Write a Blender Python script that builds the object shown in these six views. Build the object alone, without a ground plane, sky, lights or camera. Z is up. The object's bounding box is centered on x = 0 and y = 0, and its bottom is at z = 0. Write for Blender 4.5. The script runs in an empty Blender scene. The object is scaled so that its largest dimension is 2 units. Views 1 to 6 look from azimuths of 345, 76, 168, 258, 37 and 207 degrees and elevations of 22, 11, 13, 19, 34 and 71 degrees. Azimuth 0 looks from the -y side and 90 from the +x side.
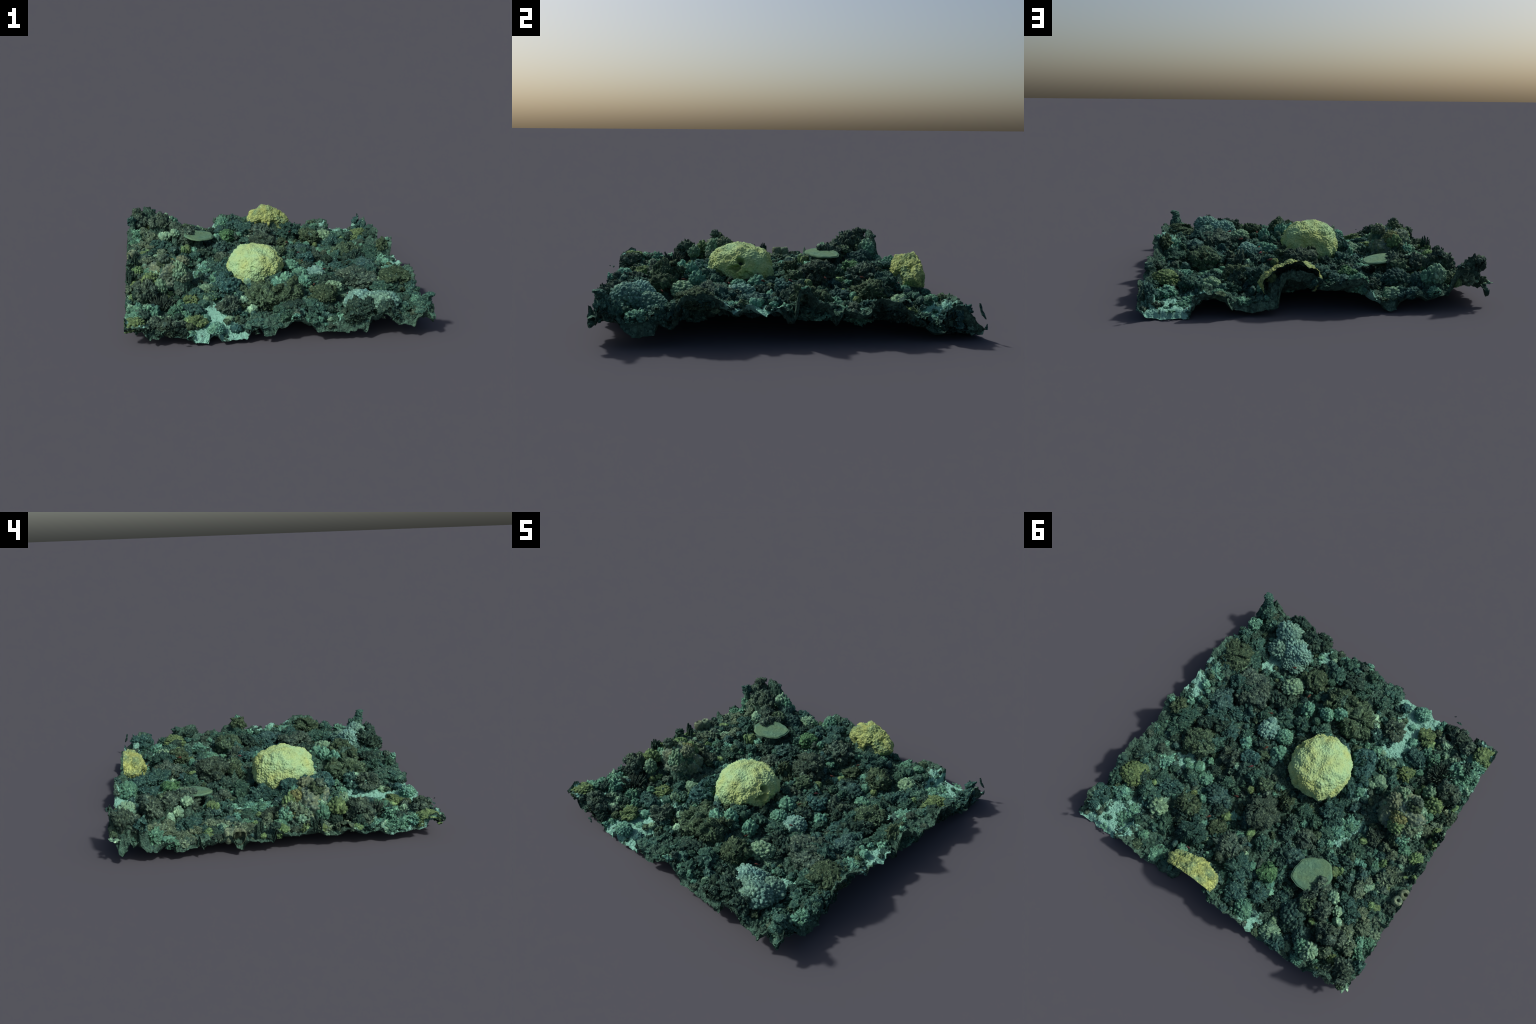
"""A square cut of coral reef: a hollow, torn-edged crust of rock and sand carrying
branching, lobed, fuzzy and boulder corals, a plate coral, sponges and small fish."""
import bpy, bmesh, math, random
import numpy as np
from mathutils import Vector, Matrix

random.seed(7)
RNG = np.random.default_rng(7)

# ------------------------------------------------------------------ noise helpers
def hash3(i, j, k, s):
    h = (i * 374761393 + j * 668265263 + k * 2147483647 + s * 974634541) & 0xFFFFFFFF
    h = ((h ^ (h >> 13)) * 1274126177) & 0xFFFFFFFF
    h = ((h ^ (h >> 16)) * 2246822519) & 0xFFFFFFFF
    return ((h ^ (h >> 15)) & 0xFFFFFF) / float(0xFFFFFF)

def value_noise(p, seed=0):
    p = np.asarray(p, float)
    i = np.floor(p).astype(np.int64)
    f = p - i
    f = f * f * (3 - 2 * f)
    out = np.zeros(len(p))
    for dx in (0, 1):
        for dy in (0, 1):
            for dz in (0, 1):
                w = (f[:, 0] if dx else 1 - f[:, 0]) * (f[:, 1] if dy else 1 - f[:, 1]) * (f[:, 2] if dz else 1 - f[:, 2])
                out += w * hash3(i[:, 0] + dx, i[:, 1] + dy, i[:, 2] + dz, seed)
    return out * 2 - 1

def fbm(p, octaves=4, seed=0):
    out, a = 0, .5
    p = np.asarray(p, float)
    for o in range(octaves):
        out = out + a * value_noise(p + o * 17.3, seed + o)
        p, a = p * 2.03, a * .5
    return out

def cells(p, seed=0):
    """distance to the nearest jittered cell point, to the second nearest, and that cell's random value"""
    p = np.asarray(p, float)
    i = np.floor(p).astype(np.int64)
    f1 = np.full(len(p), 9.0); f2 = f1.copy(); ident = np.zeros(len(p))
    for dx in (-1, 0, 1):
        for dy in (-1, 0, 1):
            for dz in (-1, 0, 1):
                c = i + (dx, dy, dz)
                a = (c[:, 0], c[:, 1], c[:, 2])
                q = c + np.stack([hash3(*a, seed), hash3(*a, seed + 1), hash3(*a, seed + 2)], 1)
                d = np.linalg.norm(p - q, axis=1)
                near = d < f1
                f2 = np.where(near, f1, np.minimum(f2, d))
                ident = np.where(near, hash3(*a, seed + 3), ident)
                f1 = np.where(near, d, f1)
    return f1, f2, ident

def smooth(a, b, x):
    t = np.clip((x - a) / (b - a), 0, 1)
    return t * t * (3 - 2 * t)

# ------------------------------------------------------------------ frame of the cut
A = np.array((.730, -.970)); B = np.array((-.995, -.757))
C = np.array((-.845, .962));  D = np.array((.998, .812))
SIDES = ((B, A), (A, D), (D, C), (C, B))          # walked with the reef on the left

def inside_distance(x, y):
    """distance inwards from the nearest cut side (negative outside)"""
    d = np.full(np.shape(x), 9.0)
    for p, q in SIDES:
        e = (q - p) / np.linalg.norm(q - p)
        d = np.minimum(d, -(e[1] * (x - p[0]) - e[0] * (y - p[1])))
    return d

# torn lower rim of the crust on each side: (fraction along the side, height)
RIM_BA = [(0, 0.108), (0.029, 0.124), (0.063, 0.126), (0.071, 0.049), (0.105, 0.051), (0.114, 0.087), (0.144, 0.108), (0.157, 0.062), (0.174, 0.07),
          (0.219, 0.022), (0.261, 0.022), (0.268, 0.078), (0.298, 0.071), (0.303, 0.03), (0.383, 0.026), (0.392, 0.07), (0.396, 0.116),
          (0.429, 0.105), (0.437, 0.05), (0.472, 0.05), (0.48, 0.093), (0.509, 0.1), (0.529, 0.145), (0.56, 0.148), (0.595, 0.105), (0.611,
          0.066), (0.631, 0.072), (0.69, 0.06), (0.717, 0.045), (0.722, 0.06), (0.746, 0.075), (0.759, 0.06), (0.772, 0.045), (0.78, 0.08),
          (0.784, 0.15), (0.812, 0.165), (0.832, 0.17), (0.85, 0.14), (0.862, 0.11), (0.88, 0.085), (0.933, 0.08), (0.945, 0.13), (0.966,
          0.18), (0.98, 0.14), (1, 0.1)]
RIM_AD = [(0, 0.1), (0.013, 0.1), (0.03, 0.2), (0.042, 0.13), (0.068, 0.132), (0.087, 0.085), (0.113, 0.045), (0.158, 0.06), (0.167, 0.12), (0.202,
          0.076), (0.212, 0.19), (0.226, 0.222), (0.257, 0.234), (0.286, 0.238), (0.32, 0.215), (0.333, 0.206), (0.351, 0.154), (0.367,
          0.133), (0.381, 0.187), (0.397, 0.191), (0.431, 0.13), (0.456, 0.18), (0.477, 0.179), (0.489, 0.115), (0.503, 0.1), (0.512, 0.24),
          (0.537, 0.276), (0.549, 0.232), (0.565, 0.197), (0.584, 0.184), (0.597, 0.149), (0.608, 0.08), (0.624, 0.165), (0.643, 0.156),
          (0.681, 0.128), (0.695, 0.141), (0.708, 0.2), (0.727, 0.215), (0.741, 0.204), (0.754, 0.186), (0.775, 0.181), (0.798, 0.15),
          (0.82, 0.105), (0.835, 0.07), (0.865, 0.04), (0.888, 0.05), (0.892, 0.133), (0.911, 0.158), (0.934, 0.175), (0.953, 0.13), (0.974,
          0.085), (1, 0.039)]
RIM_DC = [(0, 0.065), (0.027, 0.012), (0.062, 0.005), (0.11, 0), (0.143, 0.004), (0.151, 0.106), (0.178, 0.122), (0.223, 0.118), (0.244, 0.1),
          (0.254, 0.045), (0.295, 0.022), (0.34, 0.025), (0.378, 0.028), (0.39, 0.12), (0.4, 0.2), (0.426, 0.218), (0.458, 0.215), (0.49,
          0.195), (0.507, 0.175), (0.513, 0.17), (0.522, 0.155), (0.54, 0.163), (0.575, 0.175), (0.59, 0.179), (0.613, 0.19), (0.628,
          0.173), (0.642, 0.115), (0.655, 0.07), (0.668, 0.06), (0.674, 0.018), (0.696, 0.01), (0.718, 0.015), (0.722, 0.074), (0.74,
          0.082), (0.76, 0.104), (0.798, 0.069), (0.821, 0.077), (0.844, 0.085), (0.865, 0.084), (0.875, 0.17), (0.891, 0.225), (0.908,
          0.25), (0.915, 0.27), (0.935, 0.26), (0.95, 0.19), (0.968, 0.12), (1, 0.065)]
RIM_CB = [(0, 0.117), (0.009, 0.059), (0.02, 0.051), (0.051, 0.134), (0.062, 0.083), (0.082, 0.127), (0.108, 0.064), (0.145, 0.064), (0.16, 0.114),
          (0.193, 0.113), (0.198, 0.058), (0.256, 0.057), (0.266, 0.138), (0.275, 0.045), (0.291, 0.103), (0.328, 0.082), (0.343, 0.114),
          (0.359, 0.122), (0.375, 0.041), (0.394, 0.043), (0.399, 0.09), (0.447, 0.066), (0.48, 0.059), (0.486, 0.131), (0.534, 0.083),
          (0.568, 0.089), (0.592, 0.12), (0.626, 0.106), (0.646, 0.076), (0.675, 0.076), (0.715, 0.104), (0.75, 0.064), (0.779, 0.069),
          (0.804, 0.082), (0.815, 0.055), (0.865, 0.055), (0.94, 0.069), (0.949, 0.139), (0.964, 0.148), (1, 0.117)]

# level that the crust keeps just inside each side (the hollow below stays open under it)
SHELF = {'BA': [(0, .1), (.1, .06), (.25, .04), (.38, .04), (.42, .1), (.5, .1), (.56, .13), (.62, .09), (.7, .08), (.76, .12), (.83, .13), (.9, .09), (1, .1)],
         'AD': [(0, .09), (.1, .08), (.2, .09), (.25, .18), (.32, .18), (.37, .165), (.45, .16), (.5, .12), (.6, .12), (.7, .12), (.8, .085), (.9, .04), (1, .035)],
         'DC': [(0, .05), (.14, .01), (.17, .1), (.25, .09), (.3, .05), (.4, .1), (.52, .12), (.57, .12), (.62, .08), (.66, .05), (.72, .03), (.75, .08), (.85, .08), (.9, .1), (1, .08)],
         'CB': [(0, .08), (.5, .085), (.9, .065), (1, .09)]}

# ------------------------------------------------------------------ what grows where
# (x, y, height of the top, radius, hue)
BRANCHING = [
    (0.634, -0.802, 0.158, 0.05, 'green'), (0.725, -0.764, 0.164, 0.046, 'mint'), (0.46, -0.903, 0.22, 0.054, 'dark'), (0.339, -0.818, 0.21, 0.081,
    'dark'), (0.285, -0.856, 0.186, 0.061, 'dark'), (0.702, -0.495, 0.242, 0.104, 'olive'), (0.623, -0.514, 0.172, 0.089, 'green'), (0.695, -0.418,
    0.198, 0.064, 'green'), (0.631, -0.636, 0.146, 0.049, 'green'), (0.567, -0.606, 0.124, 0.041, 'teal'), (0.491, -0.369, 0.214, 0.102, 'taupe'),
    (0.569, -0.346, 0.211, 0.063, 'teal'), (0.505, -0.301, 0.185, 0.055, 'taupe'), (0.615, -0.135, 0.171, 0.063, 'teal'), (0.184, -0.604, 0.21, 0.083,
    'olive'), (-0.014, -0.555, 0.255, 0.093, 'olive'), (0.084, -0.708, 0.175, 0.048, 'green'), (0.037, -0.815, 0.142, 0.049, 'green'), (-0.085,
    -0.717, 0.155, 0.072, 'green'), (-0.022, -0.716, 0.182, 0.056, 'dark'), (-0.161, -0.505, 0.202, 0.109, 'olive'), (0.104, -0.306, 0.173, 0.05,
    'green'), (-0.015, -0.326, 0.185, 0.05, 'green'), (0.234, -0.299, 0.15, 0.059, 'green'), (0.359, -0.266, 0.129, 0.047, 'green'), (0.464, -0.243,
    0.133, 0.063, 'teal'), (0.517, -0.18, 0.135, 0.047, 'teal'), (0.419, -0.274, 0.123, 0.04, 'taupe'), (0.626, -0.024, 0.184, 0.043, 'dark'), (0.777,
    -0.007, 0.18, 0.086, 'green'), (0.592, 0.087, 0.198, 0.092, 'olive'), (0.503, 0.061, 0.158, 0.05, 'green'), (0.484, -0.065, 0.126, 0.055, 'teal'),
    (0.378, -0.082, 0.108, 0.047, 'green'), (0.435, 0.029, 0.145, 0.046, 'dark'), (0.556, -0.07, 0.171, 0.054, 'dark'), (0.353, -0.38, 0.164, 0.047,
    'dark'), (0.292, -0.384, 0.167, 0.047, 'dark'), (0.384, 0.083, 0.165, 0.05, 'taupe'), (0.254, -0.07, 0.141, 0.046, 'dark'), (0.738, -0.337, 0.185,
    0.048, 'mint'), (-0.161, -0.774, 0.119, 0.064, 'green'), (-0.263, -0.788, 0.12, 0.064, 'green'), (-0.306, -0.837, 0.095, 0.036, 'dark'), (-0.236,
    -0.705, 0.116, 0.056, 'green'), (-0.381, -0.567, 0.165, 0.058, 'taupe'), (-0.295, -0.486, 0.162, 0.041, 'teal'), (-0.584, -0.646, 0.1, 0.056,
    'lime'), (-0.705, -0.759, 0.102, 0.05, 'dark'), (-0.76, -0.73, 0.144, 0.056, 'taupe'), (-0.824, -0.699, 0.138, 0.046, 'taupe'), (-0.892, -0.747,
    0.126, 0.043, 'dark'), (-0.963, -0.74, 0.12, 0.028, 'dark'), (-0.586, -0.486, 0.102, 0.055, 'teal'), (-0.682, -0.523, 0.128, 0.041, 'mint'),
    (-0.629, -0.559, 0.089, 0.035, 'mint'), (-0.571, -0.363, 0.1, 0.044, 'lime'), (-0.837, -0.347, 0.21, 0.063, 'taupe'), (-0.871, -0.166, 0.112,
    0.04, 'sage'), (-0.743, -0.058, 0.173, 0.046, 'sage'), (-0.828, -0.101, 0.116, 0.04, 'sage'), (-0.888, -0.317, 0.153, 0.034, 'dark'), (-0.894,
    -0.455, 0.102, 0.048, 'mint'), (-0.9, -0.524, 0.112, 0.042, 'mint'), (-0.827, -0.536, 0.142, 0.041, 'mint'), (-0.928, -0.618, 0.125, 0.042,
    'mint'), (-0.923, -0.554, 0.114, 0.035, 'mint'), (-0.884, -0.568, 0.124, 0.042, 'dark'), (-0.581, 0.069, 0.103, 0.043, 'taupe'), (-0.315, -0.043,
    0.114, 0.06, 'teal'), (-0.297, 0.021, 0.114, 0.053, 'teal'), (-0.351, 0.105, 0.085, 0.046, 'mint'), (-0.429, 0.083, 0.073, 0.053, 'mint'),
    (-0.498, -0.33, 0.097, 0.027, 'green'), (-0.441, -0.352, 0.102, 0.041, 'green'), (-0.524, -0.276, 0.106, 0.041, 'green'), (-0.928, -0.231, 0.135,
    0.04, 'sage'), (-0.865, -0.206, 0.143, 0.04, 'dark'), (-0.955, -0.516, 0.088, 0.035, 'mint'), (0.763, 0.068, 0.162, 0.062, 'green'), (0.831,
    0.189, 0.12, 0.071, 'green'), (0.894, 0.29, 0.114, 0.047, 'dark'), (0.894, 0.389, 0.148, 0.047, 'dark'), (0.845, 0.281, 0.117, 0.055, 'green'),
    (0.741, 0.286, 0.114, 0.062, 'mint'), (0.719, 0.494, 0.132, 0.054, 'green'), (0.683, 0.391, 0.109, 0.054, 'green'), (0.607, 0.423, 0.114, 0.061,
    'teal'), (0.658, 0.508, 0.118, 0.046, 'green'), (0.779, 0.452, 0.147, 0.046, 'dark'), (0.535, 0.301, 0.099, 0.046, 'green'), (0.935, 0.673, 0.053,
    0.063, 'dark'), (0.899, 0.607, 0.083, 0.047, 'green'), (0.839, 0.58, 0.102, 0.047, 'mint'), (0.967, 0.724, 0.041, 0.04, 'dark'), (0.517, 0.615,
    0.12, 0.057, 'green'), (0.454, 0.466, 0.178, 0.067, 'olive'), (0.334, 0.592, 0.193, 0.084, 'teal'), (0.454, 0.527, 0.152, 0.045, 'dark'), (0.635,
    0.774, 0.069, 0.046, 'green'), (0.736, 0.781, 0.042, 0.039, 'dark'), (0.517, 0.761, 0.08, 0.053, 'green'), (0.47, 0.778, 0.083, 0.06, 'mint'),
    (0.518, 0.829, 0.071, 0.038, 'mint'), (0.314, 0.339, 0.104, 0.061, 'bluegrey'), (0.275, 0.376, 0.091, 0.045, 'dark'), (0.244, 0.496, 0.106, 0.056,
    'olive'), (0.05, 0.296, 0.22, 0.095, 'taupe'), (0.086, 0.56, 0.2, 0.087, 'taupe'), (0.107, 0.611, 0.184, 0.058, 'taupe'), (0.007, 0.637, 0.188,
    0.065, 'teal'), (0.062, 0.507, 0.148, 0.044, 'bluegrey'), (-0.039, 0.449, 0.151, 0.044, 'green'), (-0.052, 0.765, 0.175, 0.058, 'teal'), (-0.174,
    0.707, 0.151, 0.051, 'teal'), (0.334, 0.231, 0.124, 0.038, 'green'), (0.441, 0.191, 0.086, 0.038, 'dark'), (0.262, 0.25, 0.116, 0.03, 'green'),
    (0.204, 0.124, 0.148, 0.045, 'green'), (0.112, 0.146, 0.185, 0.045, 'olive'), (0.858, 0.087, 0.135, 0.055, 'mint'), (0.781, 0.63, 0.054, 0.055,
    'green'), (0.886, 0.679, 0.046, 0.047, 'dark'), (-0.129, 0.316, 0.121, 0.048, 'bluegrey'), (-0.238, 0.283, 0.111, 0.052, 'taupe'), (-0.045, 0.45,
    0.149, 0.04, 'green'), (-0.186, 0.447, 0.124, 0.059, 'bluegrey'), (-0.25, 0.426, 0.125, 0.059, 'bluegrey'), (-0.223, 0.555, 0.129, 0.044,
    'green'), (-0.17, 0.706, 0.149, 0.047, 'teal'), (-0.058, 0.766, 0.169, 0.043, 'teal'), (-0.312, 0.654, 0.134, 0.044, 'teal'), (-0.327, 0.622,
    0.139, 0.029, 'dark'), (-0.273, 0.699, 0.123, 0.036, 'dark'), (-0.235, 0.747, 0.132, 0.029, 'dark'), (-0.386, 0.782, 0.112, 0.036, 'teal'),
    (-0.386, 0.881, 0.114, 0.051, 'teal'), (-0.459, 0.517, 0.222, 0.064, 'taupe'), (-0.528, 0.617, 0.234, 0.046, 'taupe'), (-0.448, 0.628, 0.212,
    0.043, 'olive'), (-0.421, 0.578, 0.205, 0.036, 'taupe'), (-0.609, 0.715, 0.27, 0.059, 'taupe'), (-0.663, 0.712, 0.25, 0.046, 'taupe'), (-0.641,
    0.802, 0.174, 0.036, 'sage'), (-0.764, 0.827, 0.238, 0.049, 'taupe'), (-0.778, 0.869, 0.275, 0.045, 'taupe'), (-0.737, 0.715, 0.163, 0.043,
    'sage'), (-0.831, 0.781, 0.244, 0.035, 'teal'), (-0.713, 0.885, 0.198, 0.042, 'sage'), (-0.833, 0.575, 0.096, 0.044, 'sage'), (-0.829, 0.504,
    0.088, 0.037, 'sage'), (-0.766, 0.575, 0.114, 0.044, 'sage'), (-0.694, 0.644, 0.146, 0.043, 'sage'), (-0.665, 0.555, 0.128, 0.051, 'teal'),
    (-0.636, 0.514, 0.124, 0.051, 'teal'), (-0.715, 0.507, 0.106, 0.037, 'sage'), (-0.702, 0.465, 0.102, 0.037, 'teal'), (-0.726, 0.417, 0.1, 0.037,
    'dark'), (-0.65, 0.413, 0.107, 0.044, 'sage'), (-0.588, 0.485, 0.127, 0.037, 'green'), (-0.845, 0.399, 0.107, 0.037, 'taupe'), (-0.86, 0.47,
    0.089, 0.037, 'dark'), (-0.789, 0.723, 0.159, 0.043, 'mint'), (-0.56, 0.404, 0.133, 0.044, 'bluegrey'), (-0.674, 0.331, 0.099, 0.033, 'sage'),
    (-0.639, 0.36, 0.102, 0.03, 'sage'), (-0.548, 0.214, 0.086, 0.045, 'green'), (-0.515, 0.196, 0.08, 0.038, 'green'), (-0.668, 0.098, 0.109, 0.03,
    'sage'), (-0.77, 0.219, 0.108, 0.049, 'sage'), (-0.811, 0.22, 0.11, 0.045, 'sage'), (-0.762, 0.282, 0.108, 0.045, 'sage'), (-0.798, 0.125, 0.106,
    0.034, 'sage'), (-0.723, 0.126, 0.11, 0.038, 'sage'), (-0.583, 0.075, 0.102, 0.049, 'taupe'), (-0.716, -0.023, 0.184, 0.045, 'sage'), (-0.434,
    0.32, 0.112, 0.037, 'green'), (-0.352, 0.366, 0.113, 0.044, 'dark'), (-0.321, 0.401, 0.115, 0.037, 'dark'), (-0.323, 0.263, 0.081, 0.03, 'green'),
    (-0.322, 0.185, 0.079, 0.038, 'green'), (-0.391, 0.154, 0.067, 0.045, 'mint'), (-0.427, 0.064, 0.076, 0.045, 'mint'), (-0.328, 0.086, 0.101,
    0.045, 'teal'), (-0.274, 0.082, 0.115, 0.045, 'teal'), (-0.231, 0.161, 0.097, 0.045, 'green'), (-0.155, 0.165, 0.123, 0.053, 'green'), (-0.123,
    0.248, 0.15, 0.037, 'dark'), (-0.057, 0.178, 0.206, 0.037, 'olive')]
BRANCHING += [(.895, .33, .19, .046, 'dark'), (.94, .66, .145, .05, 'teal'), (.925, .735, .165, .032, 'teal'), (.812, -.02, .266, .042, 'olive'),
              (.745, -.47, .225, .055, 'green'), (.785, -.27, .165, .045, 'green'), (.86, .12, .145, .055, 'green'), (.92, .52, .125, .045, 'green'),
              (.835, -.13, .17, .04, 'teal'), (.70, -.905, .235, .032, 'green'), (.69, -.86, .205, .042, 'green'), (.735, -.9, .17, .035, 'dark'), (.73, -.66, .19, .05, 'green'), (.76, -.58, .2, .04, 'teal')]
FUZZY = [
    (0.629, -0.205, 0.19, 0.078, 'bluegrey'), (0.283, 0.03, 0.166, 0.052, 'fuzzteal'), (0.277, 0.093, 0.147, 0.044, 'bluegrey'), (-0.313, -0.299,
    0.184, 0.067, 'fuzzteal'), (-0.34, -0.23, 0.186, 0.073, 'fuzzteal'), (-0.314, -0.102, 0.171, 0.059, 'fuzzteal'), (-0.153, 0.578, 0.171, 0.054,
    'leaf'), (-0.006, 0.666, 0.179, 0.058, 'teal'), (-0.525, 0.611, 0.237, 0.035, 'taupe'), (-0.823, -0.362, 0.211, 0.04, 'taupe'), (0.722, -0.514,
    0.242, 0.048, 'olive')]
LOBED = [
    (0.474, -0.797, 0.229, 0.089, 'slate'), (0.39, -0.729, 0.217, 0.097, 'slate'), (0.48, -0.711, 0.188, 0.077, 'slate'), (0.38, -0.667, 0.156,
    0.073, 'slate'), (0.338, -0.723, 0.155, 0.065, 'slate'), (0.285, -0.498, 0.183, 0.062, 'pale'), (0.279, -0.191, 0.154, 0.066, 'slate'), (0.128,
    -0.408, 0.194, 0.043, 'mint'), (0.007, -0.422, 0.231, 0.042, 'mint'), (-0.058, -0.467, 0.217, 0.035, 'mint'), (0.172, -0.191, 0.156, 0.05,
    'mint'), (0.143, -0.078, 0.162, 0.042, 'mint'), (0.355, -0.045, 0.125, 0.035, 'mint'), (-0.492, -0.769, 0.11, 0.05, 'mint'), (-0.947, -0.682,
    0.135, 0.063, 'lime'), (-0.655, -0.083, 0.225, 0.058, 'ochre'), (-0.626, -0.188, 0.25, 0.055, 'pale'), (-0.743, -0.302, 0.186, 0.04, 'pale'),
    (-0.799, -0.233, 0.208, 0.043, 'lime'), (-0.791, -0.161, 0.179, 0.04, 'mint'), (-0.723, -0.13, 0.2, 0.046, 'ochre'), (-0.661, -0.15, 0.24, 0.045,
    'pale'), (-0.373, -0.116, 0.131, 0.033, 'mint'), (-0.591, -0.117, 0.17, 0.046, 'pale'), (-0.663, -0.017, 0.207, 0.039, 'lime'), (0.828, 0.457,
    0.157, 0.069, 'lime'), (0.598, 0.557, 0.125, 0.049, 'pale'), (0.309, 0.757, 0.196, 0.025, 'lime'), (0.362, 0.304, 0.114, 0.046, 'bluegrey'),
    (0.757, 0.706, 0.05, 0.047, 'mint'), (0.826, 0.815, 0.04, 0.047, 'mint'), (0.72, 0.651, 0.06, 0.047, 'mint'), (0.449, 0.267, 0.1, 0.031, 'mint'),
    (-0.137, 0.828, 0.187, 0.054, 'mint'), (-0.328, 0.851, 0.112, 0.051, 'pale'), (-0.397, 0.691, 0.17, 0.065, 'bluegrey'), (-0.492, 0.787, 0.17,
    0.054, 'bluegrey'), (-0.566, 0.842, 0.225, 0.048, 'pale'), (-0.527, 0.839, 0.2, 0.039, 'mint'), (-0.543, 0.525, 0.214, 0.029, 'pale'), (-0.598,
    0.577, 0.18, 0.03, 'pale'), (-0.839, 0.636, 0.105, 0.037, 'mint'), (-0.662, 0.227, 0.093, 0.03, 'mint'), (-0.853, 0.081, 0.126, 0.038, 'lime'),
    (-0.527, 0.902, 0.12, 0.036, 'mint'), (-0.632, 0.314, 0.101, 0.033, 'bluegrey'), (-0.518, 0.289, 0.112, 0.033, 'bluegrey'), (-0.677, 0.157, 0.088,
    0.026, 'bluegrey'), (-0.774, 0.064, 0.113, 0.034, 'mint'), (-0.725, 0.017, 0.158, 0.037, 'mint'), (-0.705, 0.82, 0.162, 0.029, 'lime'), (-0.434,
    0.739, 0.15, 0.043, 'bluegrey')]
ROUND = [
    (0.046, -0.357, 0.197, 0.028, 'green'), (0.528, 0.222, 0.096, 0.037, 'mint'), (0.575, 0.248, 0.094, 0.029, 'mint'), (-0.457, -0.242, 0.115, 0.04,
    'pale'), (-0.49, -0.226, 0.1, 0.026, 'pale'), (-0.641, -0.41, 0.103, 0.026, 'mint'), (0.701, 0.441, 0.112, 0.019, 'lime'), (0.584, 0.252, 0.093,
    0.027, 'mint'), (0.532, 0.219, 0.095, 0.032, 'mint'), (0.479, 0.262, 0.096, 0.032, 'mint'), (0.616, 0.721, 0.074, 0.034, 'lime'), (0.397, 0.693,
    0.115, 0.021, 'bluegrey'), (0.467, 0.377, 0.107, 0.019, 'lime'), (0.404, 0.385, 0.114, 0.024, 'mint'), (0.177, 0.199, 0.142, 0.024, 'lime'),
    (0.047, 0.42, 0.116, 0.03, 'lime'), (-0.315, 0.786, 0.101, 0.026, 'pale'), (-0.198, 0.627, 0.127, 0.026, 'mint'), (-0.625, 0.623, 0.165, 0.029,
    'pale'), (-0.503, 0.691, 0.15, 0.02, 'lime'), (-0.656, 0.9, 0.163, 0.02, 'lime'), (-0.545, 0.125, 0.075, 0.024, 'lime'), (-0.787, 0.439, 0.092,
    0.024, 'lime'), (-0.481, 0.381, 0.147, 0.026, 'lime'), (-0.51, 0.36, 0.147, 0.019, 'lime'), (0.225, 0.4, 0.087, 0.03, 'lime'), (0.28, -0.238,
    0.159, 0.03, 'slate')]
SAND = [(-.51, -.69, .147), (-.42, -.51, .114), (-.51, -.48, .082), (-.53, -.81, .09), (.79, .71, .147), (.82, .8, .09),
        (.93, .82, .065), (.82, -.2, .082), (.51, -.6, .073), (.22, -.8, .065), (-.38, .16, .085), (-.45, .07, .06),
        (-.89, -.54, .098), (.61, .22, .073), (-.38, -.12, .065), (-.38, -.82, .065), (.78, -.35, .049),
        (-.91, -.68, .082), (-.2, .85, .06)]
FISH = [(.339, -.613, .15, 20, 'red'), (.166, -.482, .165, 70, 'red'), (.309, -.265, .165, 15, 'red'), (.225, -.064, .15, 60, 'orange'),
        (.243, .083, .148, 40, 'pink'), (.222, .286, .15, 10, 'red'), (.296, .471, .16, 50, 'red'), (.311, .68, .12, 0, 'pink')]

# special growths that the crust also has to bulge under: x, y, top, radii
DOME = dict(c=(-.113, -.119), top=.303, r=(.174, .188, .151))
ARCH = dict(c=(.205, .785), top=.270, r=(.158, .098, .14))
ROCK = dict(c=(-.67, -.12), top=.235, r=(.125, .11, .13))

# ------------------------------------------------------------------ materials
HUES = {  # base colours, linear
    'green': (.033, .088, .067), 'olive': (.047, .085, .050), 'teal': (.026, .076, .067), 'taupe': (.048, .083, .063),
    'bluegrey': (.034, .084, .075), 'slate': (.125, .250, .208), 'mint': (.088, .220, .155), 'pale': (.152, .275, .182),
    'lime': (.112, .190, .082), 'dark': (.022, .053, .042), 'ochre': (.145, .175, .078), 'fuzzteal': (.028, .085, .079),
    'leaf': (.050, .132, .062), 'sage': (.096, .150, .100), 'dome': (.315, .445, .205), 'gold': (.240, .285, .102), 'sand': (.255, .545, .435),
    'plate': (.112, .212, .135), 'tan': (.140, .195, .128), 'spine': (.028, .050, .040),
    'red': (.17, .060, .048), 'orange': (.20, .080, .05), 'pink': (.20, .065, .080),
}
MATS = {}

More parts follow.
